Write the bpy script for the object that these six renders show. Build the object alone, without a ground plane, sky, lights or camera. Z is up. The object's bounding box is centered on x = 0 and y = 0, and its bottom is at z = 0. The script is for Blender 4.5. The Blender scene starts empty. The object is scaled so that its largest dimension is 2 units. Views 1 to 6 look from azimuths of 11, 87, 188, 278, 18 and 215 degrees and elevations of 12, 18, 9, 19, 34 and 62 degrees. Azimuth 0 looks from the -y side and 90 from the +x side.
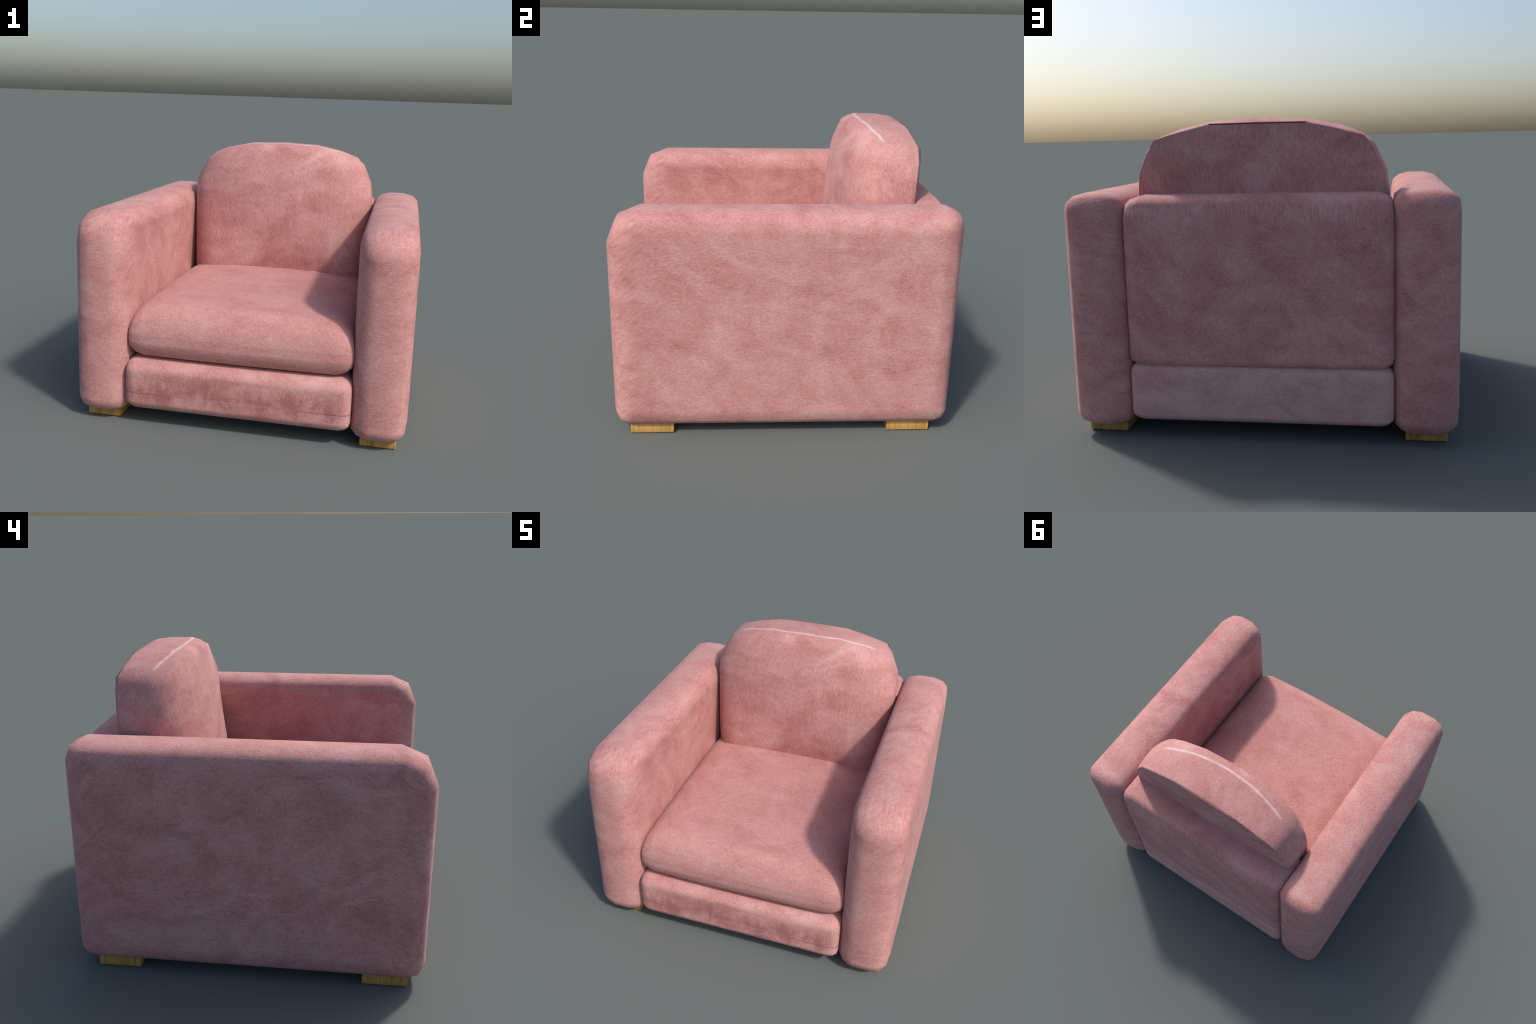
import bpy, math
from mathutils import Vector, noise

# ------------------------------------------------------------------ helpers
def new_mesh_object(name, verts, faces, material, parent=None, weighted=True):
    mesh = bpy.data.meshes.new(name)
    mesh.from_pydata(verts, [], faces)
    mesh.validate()
    import bmesh
    bm = bmesh.new(); bm.from_mesh(mesh)
    bmesh.ops.remove_doubles(bm, verts=bm.verts, dist=1e-5)
    bmesh.ops.recalc_face_normals(bm, faces=bm.faces)
    bm.to_mesh(mesh); bm.free()
    for p in mesh.polygons:
        p.use_smooth = True
    mesh.materials.append(material)
    ob = bpy.data.objects.new(name, mesh)
    bpy.context.scene.collection.objects.link(ob)
    if parent:
        ob.parent = parent
    if weighted:
        m = ob.modifiers.new("weighted_normal", 'WEIGHTED_NORMAL')
        m.mode = 'FACE_AREA'; m.weight = 50; m.keep_sharp = True
    return ob

def loft(rings, cap=True):
    """rings: list of closed loops (same vertex count) -> verts, faces."""
    n = len(rings[0])
    verts = [v for r in rings for v in r]
    faces = []
    for k in range(len(rings) - 1):
        for i in range(n):
            j = (i + 1) % n
            faces.append((k*n+i, k*n+j, (k+1)*n+j, (k+1)*n+i))
    if cap:
        faces.append(tuple(range(n - 1, -1, -1)))
        b = (len(rings) - 1) * n
        faces.append(tuple(range(b, b + n)))
    return verts, faces

def rounded_rect(a0, a1, b0, b1, corners):
    """Closed loop in a plane (a, b).  corners: four (ra, rb, segments) for
    (a0,b0), (a1,b0), (a1,b1), (a0,b1)."""
    pts = []
    spec = [(a0, b0, 1, 1, math.pi), (a1, b0, -1, 1, 1.5*math.pi),
            (a1, b1, -1, -1, 0.0), (a0, b1, 1, -1, 0.5*math.pi)]
    for (a, b, sa, sb, start), (ra, rb, seg) in zip(spec, corners):
        ca, cb = a + sa*ra, b + sb*rb
        for k in range(seg + 1):
            t = start + 0.5*math.pi*k/seg
            pts.append((ca + ra*math.cos(t), cb + rb*math.sin(t)))
    return pts

def inset_rect(box, corners, ins):
    """Rounded rectangle moved inwards by ins=(a0,a1,b0,b1); radii shrink along."""
    a0, a1, b0, b1 = box
    i0, i1, j0, j1 = ins
    pair = [(i0, j0), (i1, j0), (i1, j1), (i0, j1)]
    cs = [(max(ra - i*0.9, 0.012), max(rb - j*0.9, 0.012), s)
          for (ra, rb, s), (i, j) in zip(corners, pair)]
    return rounded_rect(a0 + i0, a1 - i1, b0 + j0, b1 - j1, cs)

# ---------------------------------------------------------------- materials
class Nodes:
    def __init__(self, mat):
        self.t = mat.node_tree
        self.n = self.t.nodes
    def add(self, kind, **kw):
        nd = self.n.new(kind)
        for k, v in kw.items():
            setattr(nd, k, v)
        return nd
    def link(self, a, b):
        self.t.links.new(a, b)
    def math(self, op, a, b=None, c=None, clamp=False):
        nd = self.add('ShaderNodeMath', operation=op, use_clamp=clamp)
        for i, x in enumerate((a, b, c)):
            if x is None: continue
            if isinstance(x, (int, float)): nd.inputs[i].default_value = x
            else: self.link(x, nd.inputs[i])
        return nd.outputs[0]
    def noise(self, vec, scale, detail=2.0, rough=0.5, distort=0.0):
        nd = self.add('ShaderNodeTexNoise')
        nd.inputs['Scale'].default_value = scale
        nd.inputs['Detail'].default_value = detail
        nd.inputs['Roughness'].default_value = rough
        nd.inputs['Distortion'].default_value = distort
        self.link(vec, nd.inputs['Vector'])
        return nd.outputs['Fac']
    def ramp(self, fac, stops):
        nd = self.add('ShaderNodeValToRGB')
        el = nd.color_ramp.elements
        while len(el) < len(stops): el.new(0.5)
        for e, (p, c) in zip(el, stops):
            e.position = p
            e.color = (*c, 1) if len(c) == 3 else c
        self.link(fac, nd.inputs['Fac'])
        return nd.outputs['Color']
    def mix(self, fac, a, b, blend='MIX'):
        nd = self.add('ShaderNodeMix', data_type='RGBA', blend_type=blend)
        for s, x in ((nd.inputs[0], fac), (nd.inputs[6], a), (nd.inputs[7], b)):
            if isinstance(x, (int, float)): s.default_value = x
            elif isinstance(x, tuple): s.default_value = (*x, 1)
            else: self.link(x, s)
        return nd.outputs[2]
    def mapping(self, vec, scale=(1,1,1), rot=(0,0,0), loc=(0,0,0)):
        nd = self.add('ShaderNodeMapping')
        nd.inputs['Scale'].default_value = scale
        nd.inputs['Rotation'].default_value = rot
        nd.inputs['Location'].default_value = loc
        self.link(vec, nd.inputs['Vector'])
        return nd.outputs[0]

DARK  = (0.370, 0.145, 0.137)
MID   = (0.512, 0.246, 0.230)
PALE  = (0.610, 0.362, 0.342)

def velvet(name, grain_stretch=(1, 1, 1), contrast=1.0, offset=(0, 0, 0), extra=None,
           streak=None, bias=None):
    """Brushed pink velvet: soft sweeping blotches where the pile lies differently,
    short fibre grain, a little sheen.  streak(N, tc) -> (mask, vector) replaces the
    grain by combed streaks; bias(N, tc) -> value shifts dark/pale."""
    mat = bpy.data.materials.new(name); mat.use_nodes = True
    N = Nodes(mat)
    bsdf = N.n['Principled BSDF']
    tc = N.add('ShaderNodeTexCoord').outputs['Object']
    info = N.add('ShaderNodeObjectInfo').outputs['Random']
    shift = N.add('ShaderNodeVectorMath', operation='ADD')
    N.link(tc, shift.inputs[0])
    comb = N.add('ShaderNodeCombineXYZ')
    for i in range(3):
        N.link(N.math('MULTIPLY_ADD', info, 7.3, offset[i]), comb.inputs[i])
    N.link(comb.outputs[0], shift.inputs[1])
    vec = shift.outputs[0]
    big = N.noise(N.mapping(vec, (1, 1, 1.15), (0.5, 0.0, 0.3)), 2.6, 2.0, 0.45, 1.7)
    warp = N.add('ShaderNodeTexNoise')
    warp.inputs['Scale'].default_value = 1.7
    warp.inputs['Detail'].default_value = 1.0
    N.link(vec, warp.inputs['Vector'])
    wv = N.add('ShaderNodeVectorMath', operation='MULTIPLY_ADD')
    N.link(warp.outputs['Color'], wv.inputs[0])
    wv.inputs[1].default_value = (0.65, 0.65, 0.65)
    N.link(vec, wv.inputs[2])
    mid = N.noise(N.mapping(N.mapping(wv.outputs[0], (1, 1, 1), (0.4, 0.25, 0.5)), (0.5, 0.5, 1.6)), 6.5, 3.0, 0.5, 0.6)
    gs = N.mapping(vec, grain_stretch)
    grain = N.noise(gs, 120.0, 2.0, 0.6)
    clump = N.noise(gs, 38.0, 2.5, 0.6, 0.8)
    if streak:
        mask, svec = streak(N, tc)
        comb_grain = N.noise(svec, 110.0, 2.0, 0.6, 0.3)
        nd = N.add('ShaderNodeMix'); N.link(mask, nd.inputs[0])
        N.link(grain, nd.inputs[2]); N.link(comb_grain, nd.inputs[3])
        grain = nd.outputs[0]
    # blotch value around 0.5
    b = N.math('MULTIPLY_ADD', N.math('SUBTRACT', big, 0.5), 0.75*contrast, 0.5)
    b = N.math('MULTIPLY_ADD', N.math('SUBTRACT', mid, 0.5), 0.62*contrast, b)
    b = N.math('MULTIPLY_ADD', N.math('SUBTRACT', clump, 0.5), 0.34, b)
    b = N.math('MULTIPLY_ADD', N.math('SUBTRACT', grain, 0.5), 0.85, b)
    if bias:
        b = N.math('ADD', b, bias(N, tc))
    col = N.ramp(b, [(0.12, DARK), (0.5, MID), (0.88, PALE)])
    if extra:
        col = extra(N, tc, col)
    N.link(col, bsdf.inputs['Base Color'])
    bsdf.inputs['Roughness'].default_value = 0.85
    bsdf.inputs['Specular IOR Level'].default_value = 0.15
    bsdf.inputs['Sheen Weight'].default_value = 0.12
    bsdf.inputs['Sheen Roughness'].default_value = 0.45
    bsdf.inputs['Sheen Tint'].default_value = (1.0, 0.85, 0.85, 1)
    h = N.math('MULTIPLY_ADD', grain, 0.6, N.math('MULTIPLY', clump, 0.8))
    bump = N.add('ShaderNodeBump')
    bump.inputs['Strength'].default_value = 0.32
    bump.inputs['Distance'].default_value = 0.006
    N.link(h, bump.inputs['Height'])
    N.link(bump.outputs[0], bsdf.inputs['Normal'])
    return mat

def axes(N, tc):
    sep = N.add('ShaderNodeSeparateXYZ'); N.link(tc, sep.inputs[0])
    return sep.outputs

def step(N, value, edge, width):
    """0 below edge, 1 above edge + width."""
    return N.math('DIVIDE', N.math('SUBTRACT', value, edge), width, clamp=True)

def arm_streak(N, tc):
    """Pile combed diagonally on the strip that wraps round the front of the arm."""
    x, y, z = axes(N, tc)
    m = N.math('SUBTRACT', 1.0, step(N, y, -0.76, 0.02))
    m = N.math('MULTIPLY', m, N.math('SUBTRACT', 1.0, step(N, N.math('ABSOLUTE', N.math('MULTIPLY', y, -1.0)), 0.91, 0.02)))
    return m, N.mapping(N.mapping(tc, (1, 1, 1), (-0.6, 0, 0)), (0.6, 0.15, 1.0))

def panel_streak(N, tc):
    """Pile combed downwards below the top edge of the backrest."""
    x, y, z = axes(N, tc)
    m = N.math('MULTIPLY', step(N, z, 1.10, 0.04), N.math('SUBTRACT', 1.0, step(N, z, 1.25, 0.006)))
    return m, N.mapping(tc, (0.9, 1.0, 0.10))

def inner_panel(side):
    """Slightly darker tint on the flat inner face of the arm, ending crisply."""
    def f(N, tc, col):
        x, y, z = axes(N, tc)
        m = N.math('LESS_THAN', N.math('MULTIPLY', x, side), -0.158)
        m = N.math('MULTIPLY', m, N.math('SUBTRACT', 1.0, step(N, z, 1.169, 0.004)))
        m = N.math('MULTIPLY', m, step(N, y, -0.745, 0.02))
        return N.mix(m, col, N.mix(1.0, col, (0.96, 0.93, 0.92), 'MULTIPLY'))
    return f

def base_bias(N, tc):
    """Front of the base rubbed darker along its middle, rear paler."""
    x, y, z = axes(N, tc)
    front = N.math('LESS_THAN', y, 0.0)
    n = N.noise(N.mapping(tc, (1.0, 1.0, 0.45)), 8.0, 2.0, 0.5, 0.8)
    band = N.math('SUBTRACT', 1.0, N.math('DIVIDE', N.math('ABSOLUTE', N.math('SUBTRACT', z, 0.23)), 0.13, clamp=True))
    dark = N.math('MULTIPLY', N.math('MULTIPLY', band, N.math('MULTIPLY_ADD', n, 3.2, -1.1, clamp=True)), -0.70)
    return N.math('ADD', N.math('MULTIPLY', front, N.math('ADD', dark, 0.03)),
                  N.math('MULTIPLY', N.math('SUBTRACT', 1.0, front), 0.24))

def oak(name):
    mat = bpy.data.materials.new(name); mat.use_nodes = True
    N = Nodes(mat)
    bsdf = N.n['Principled BSDF']
    tc = N.add('ShaderNodeTexCoord').outputs['Object']
    g = N.noise(N.mapping(tc, (60, 60, 3)), 1.6, 4.0, 0.65, 0.3)
    w = N.noise(N.mapping(tc, (14, 14, 2)), 1.0, 2.0, 0.5)
    f = N.math('ADD', N.math('MULTIPLY', g, 0.65), N.math('MULTIPLY', w, 0.35))
    col = N.ramp(f, [(0.36, (0.24, 0.125, 0.030)), (0.5, (0.43, 0.250, 0.068)), (0.64, (0.50, 0.305, 0.09))])
    N.link(col, bsdf.inputs['Base Color'])
    bsdf.inputs['Roughness'].default_value = 0.6
    bsdf.inputs['Specular IOR Level'].default_value = 0.25
    return mat

def smooth_band(N, value, half):
    """1 where |value| < half, falling to 0 at 3*half."""
    a = N.math('ABSOLUTE', value)
    return N.math('SUBTRACT', 1.0, N.math('DIVIDE', N.math('SUBTRACT', a, half), 2*half, clamp=True), clamp=True)

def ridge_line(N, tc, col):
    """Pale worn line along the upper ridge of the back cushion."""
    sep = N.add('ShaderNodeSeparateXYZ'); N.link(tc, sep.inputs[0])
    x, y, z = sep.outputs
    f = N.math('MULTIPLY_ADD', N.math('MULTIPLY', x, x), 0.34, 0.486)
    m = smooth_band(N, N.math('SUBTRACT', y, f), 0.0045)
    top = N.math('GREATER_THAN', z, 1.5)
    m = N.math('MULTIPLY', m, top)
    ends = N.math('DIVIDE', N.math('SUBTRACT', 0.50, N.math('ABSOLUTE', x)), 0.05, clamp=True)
    breakup = N.math('MULTIPLY_ADD', N.noise(tc, 14.0, 2.0), 0.9, 0.10, clamp=True)
    m = N.math('MULTIPLY', N.math('MULTIPLY', m, ends), breakup)
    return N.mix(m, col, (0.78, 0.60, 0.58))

def rail_seam(N, tc, col):
    """Thin horizontal seam on the front of the base."""
    sep = N.add('ShaderNodeSeparateXYZ'); N.link(tc, sep.inputs[0])
    x, y, z = sep.outputs
    m = smooth_band(N, N.math('SUBTRACT', z, 0.207), 0.0016)
    m = N.math('MULTIPLY', m, N.math('LESS_THAN', y, -0.5))
    side = N.math('DIVIDE', N.math('SUBTRACT', N.math('ABSOLUTE', x), 0.15), 0.4, clamp=True)
    c = N.mix(side, (0.50, 0.26, 0.25), (0.20, 0.07, 0.07))
    return N.mix(N.math('MULTIPLY', m, 0.7), col, c)

M_ARMS  = {side: velvet("velvet_armrest", (0.7, 0.6, 1.2), 0.85, (side, 0.0, 0.0), inner_panel(side), arm_streak)
           for side in (1, -1)}
M_SEAT  = velvet("velvet_seat", (0.8, 0.9, 1.0), 0.65, (3.1, 1.7, 0.4))
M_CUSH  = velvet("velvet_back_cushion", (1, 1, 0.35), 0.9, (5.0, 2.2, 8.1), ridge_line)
M_PANEL = velvet("velvet_backrest", (0.8, 0.8, 0.9), 0.9, (9.3, 4.4, 2.6), None, panel_streak)
M_BASE  = velvet("velvet_base", (1, 1, 0.8), 1.1, (1.9, 7.7, 5.2), rail_seam, None, base_bias)
M_STRIP  = velvet("velvet_dark_strip", (1, 1, 1), 0.5, (0.3, 0.1, 0.7),
                 lambda N, tc, col: N.mix(0.75, col, (0.12, 0.05, 0.05)))
M_OAK   = oak("oak_wood")

# --------------------------------------------------------------------- root
root = bpy.data.objects.new("armchair", None)
bpy.context.scene.collection.objects.link(root)
root["label"] = "boxy pink velvet armchair with rounded back cushion and wooden block feet"
root["category"] = "armchair"

# ----------------------------------------------------------------- armrests
ARM_X = 0.833
def build_armrest(side):
    """Arm block lofted across its width; side = +1 / -1, the outer face is flatter."""
    box = (-0.938, 0.937, 0.045, 1.281)          # y0 y1 z0 z1
    corners = [(0.085, 0.085, 2), (0.085, 0.085, 2), (0.085, 0.085, 2), (0.175, 0.175, 2)]
    # offset from the middle plane, inset of the side outline
    st = [(0.167, 0.118), (0.154, 0.052), (0.118, 0.018), (0.053, 0.0)]
    stations = [(-x, i, 1.62) for x, i in st] + [(x, i, 1.1) for x, i in reversed(st)]
    rings = []
    for x, i, front in stations:
        loop = inset_rect(box, corners, (i*front, i*1.1, i*1.05, i*0.93))
        rings.append([(x*side, y, z) for y, z in loop])
    return loft(rings)
for side in (1, -1):
    v, f = build_armrest(side)
    arm = new_mesh_object("armrest", v, f, M_ARMS[side], root)
    arm.location = (ARM_X*side, 0, 0)

# --------------------------------------------------------------------- base
def divide_long_edges(loop, corners, pieces):
    """Split the four long sides of a rounded_rect loop into equal pieces."""
    ends, k = set(), -1
    for c in corners:
        k += c[2] + 1
        ends.add(k)
    out = []
    for i, p in enumerate(loop):
        out.append(p)
        if i in ends:
            q = loop[(i + 1) % len(loop)]
            for j in range(1, pieces):
                t = j/pieces
                out.append((p[0] + (q[0] - p[0])*t, p[1] + (q[1] - p[1])*t))
    return out

def box_part(name, mat, box_yz, corners, stations, scales=(1, 1, 1, 1), bow=None, pieces=1):
    rings = []
    for x, i in stations:
        loop = inset_rect(box_yz, corners, tuple(i*s for s in scales))
        if pieces > 1: loop = divide_long_edges(loop, corners, pieces)
        rings.append([(x, y, z) for y, z in loop])
    v, f = loft(rings)
    if bow: v = [bow(*p) for p in v]
    return new_mesh_object(name, v, f, mat, root)

st = [(0.678, 0.058), (0.671, 0.028), (0.648, 0.008), (0.615, 0.0)]
stations = [(-x, i) for x, i in st] + [(x, i) for x, i in reversed(st)]
box_part("base", M_BASE, (-0.935, 0.921, 0.093, 0.408),
         [(0.07, 0.06, 3), (0.05, 0.04, 3), (0.05, 0.06, 3), (0.085, 0.075, 4)], stations,
         scales=(0.8, 0.6, 1, 1))

# ----------------------------------------------------------------- backrest
st = [(0.681, 0.085), (0.668, 0.040), (0.64, 0.014), (0.59, 0.0)]
stations = [(-x, i) for x, i in st] + [(x, i) for x, i in reversed(st)]
box_part("backrest", M_PANEL, (0.58, 0.926, 0.392, 1.263),
         [(0.05, 0.05, 2), (0.03, 0.04, 3), (0.06, 0.15, 2), (0.05, 0.05, 2)], stations,
         scales=(1, 0.55, 0.7, 1.1))

# ------------------------------------------------------------- seat cushion
def seat_bow(x, y, z):
    kx = max(0.0, 1 - (abs(x)/0.68)**2.6)
    ky = max(0.0, 1 - (abs(y + 0.22)/0.72)**2.6)
    if z > 0.55: z += (0.014*kx + 0.058*kx*ky)*min(1.0, (z - 0.55)/0.12)
    if y < -0.6: y -= 0.014*kx
    return (x, y, z)
st = [(0.679, 0.115), (0.667, 0.058), (0.635, 0.022), (0.58, 0.0), (0.46, 0.0), (0.30, 0.0), (0.15, 0.0)]
stations = [(-x, i) for x, i in st] + [(0.0, 0.0)] + [(x, i) for x, i in reversed(st)]
box_part("seat_cushion", M_SEAT, (-0.897, 0.50, 0.412, 0.704),
         [(0.08, 0.09, 3), (0.05, 0.05, 2), (0.05, 0.05, 2), (0.15, 0.14, 4)], stations, scales=(0.40, 1, 0.8, 1),
         bow=seat_bow, pieces=6)

# ------------------------------------------------------------- back cushion
# half outline seen from the front, from the bottom middle round to the apex
OUTLINE = [(0.20, 0.58), (0.42, 0.58), (0.60, 0.58), (0.645, 0.64), (0.652, 0.85), (0.658, 1.06),
           (0.657, 1.25), (0.642, 1.365), (0.582, 1.500), (0.520, 1.552), (0.42, 1.592), (0.24, 1.631), (0.0, 1.641)]
# the flat rear face has a plainer outline: straight chamfers and a straight top
REAR = [(0.20, 0.58), (0.42, 0.58), (0.59, 0.58), (0.63, 0.64), (0.635, 0.85), (0.637, 1.06),
        (0.635, 1.25), (0.626, 1.36), (0.576, 1.464), (0.536, 1.534), (0.40, 1.568), (0.25, 1.603), (0.0, 1.605)]
def full(outline):
    return outline + [(-x, z) for x, z in reversed(outline[:-1])] + [(0.0, 0.58)]
def cushion_ring(scale, yfun, drop=0.0):
    """Outline shrunk about a point in the middle of the cushion; drop lowers the crown."""
    loop = []
    for x, z in full(OUTLINE):
        t = min(1.0, max(0.0, (z - 1.30)/0.30)); t = t*t*(3 - 2*t)
        xx = x*scale
        zz = 1.15 + (z - 1.15)*scale - drop*t
        loop.append((xx, yfun(xx, zz), zz))
    return loop
def rear_ring(mix, yfun):
    """Blend between the rear outline (0) and the widest outline (1)."""
    mixed = [(a[0] + (b[0] - a[0])*mix, a[1] + (b[1] - a[1])*mix) for a, b in zip(REAR, OUTLINE)]
    return [(x, yfun(x, z), z) for x, z in full(mixed)]
def front_y(depth):
    # front face: swells in the lower middle, leans back towards the top
    def f(x, z):
        lean = 0.320 + 0.030*max(0.0, (z - 1.05)/0.45)**1.6 + 0.006*max(0.0, (1.0 - z)/0.3)**2
        flank = 0.022*min(1.0, abs(x)/0.45)**2*low(z)
        top = crown(z + 0.06)*max(0.0, 1 - (abs(x)/0.5)**3)
        return lean + flank + depth*(0.45 + 0.55*low(z))*(1 - 0.32*top) - 0.017*(1 - low(z))
    return f
def low(z):
    """0 near the seat, 1 from mid height upwards: the cushion is squarer at its foot."""
    t = min(1.0, max(0.0, (z - 0.68)/0.55))
    return t*t*(3 - 2*t)
def crown(z):
    """0 on the sides of the cushion, 1 on its arched top."""
    t = min(1.0, max(0.0, (z - 1.36)/0.16))
    return t*t*(3 - 2*t)
def rear_y(d):
    return lambda x, z: 0.733 + d + 0.018*min(1.0, max(0.0, (z - 1.2)/0.3)) + 0.012*(abs(x)/0.55)**2*crown(z)
def ridge_y(x, z):
    c = crown(z)
    return (0.486 + 0.34*min(x*x, 0.30))*c + 0.520*(1 - c)
rings = [
    cushion_ring(0.50, rear_y(0.002)),
    rear_ring(0.0, rear_y(0.0)),
    rear_ring(0.40, rear_y(-0.016)),
    rear_ring(0.92, lambda x, z: 0.635 + 0.055*(abs(x)/0.6)**2),
    cushion_ring(1.0, ridge_y),
    cushion_ring(0.976, lambda x, z: 0.447 + 0.12*min(x*x, 0.34) + 0.10*min(x*x, 0.34)*crown(z) - 0.04*(1 - low(z))),
    cushion_ring(0.940, lambda x, z: 0.418 + 0.15*min(x*x, 0.34) - 0.045*(1 - low(z))),
    cushion_ring(0.860, front_y(0.065)),
    cushion_ring(0.700, front_y(0.030)),
    cushion_ring(0.480, front_y(0.010)),
    cushion_ring(0.250, front_y(0.0)),
]
v, f = loft(rings)
n = len(rings[0])
f = f[:-1]                                            # replace the front cap by a fan
v.append((0.0, front_y(0.0)(0, 1.15), 1.15))
base_i = (len(rings) - 1)*n
f += [(base_i + i, base_i + (i + 1) % n, len(v) - 1) for i in range(n)]
cushion = new_mesh_object("back_cushion", v, f, M_CUSH, root)

# raised dark strip standing in for a slit along the cushion's upper rear edge
def dark_strip():
    v, f = [], []
    n = 12
    for k in range(n + 1):
        x = -0.245 + 0.49*k/n
        # middle of the small rear bevel
        z = 1.608 + 0.002*(1 - abs(x)/0.245)
        y = 0.744
        for dy, dz in ((0.003, 0.001), (0.006, -0.002), (0.004, -0.006), (-0.006, 0.0)):
            v.append((x, y + dy + 0.004, z + dz + 0.004))
    for k in range(n):
        for i in range(4):
            j = (i + 1) % 4
            f.append((4*k+i, 4*k+j, 4*k+4+j, 4*k+4+i))
    f += [(0, 1, 2, 3), (4*n+3, 4*n+2, 4*n+1, 4*n)]
    return v, f
v, f = dark_strip()
new_mesh_object("seam", v, f, M_STRIP, cushion)

# --------------------------------------------------------------------- feet
def foot_mesh():
    b = 0.006
    hx, hy, h = 0.105, 0.12, 0.10
    rings = []
    for z, i in [(0.0, b), (b*0.4, b*0.3), (b, 0.0), (h, 0.0)]:
        loop = rounded_rect(-hx + i, hx - i, -hy + i, hy - i, [(b, b, 2)]*4)
        rings.append([(x, y, z) for x, y in loop])
    return loft(rings)
v, f = foot_mesh()
foot = new_mesh_object("foot", v, f, M_OAK, root)
places = [(0.84, -0.73), (-0.84, -0.73), (0.84, 0.71), (-0.84, 0.71)]
foot.location = (*places[0], 0)
for x, y in places[1:]:
    c = foot.copy(); c.location = (x, y, 0)
    bpy.context.scene.collection.objects.link(c)
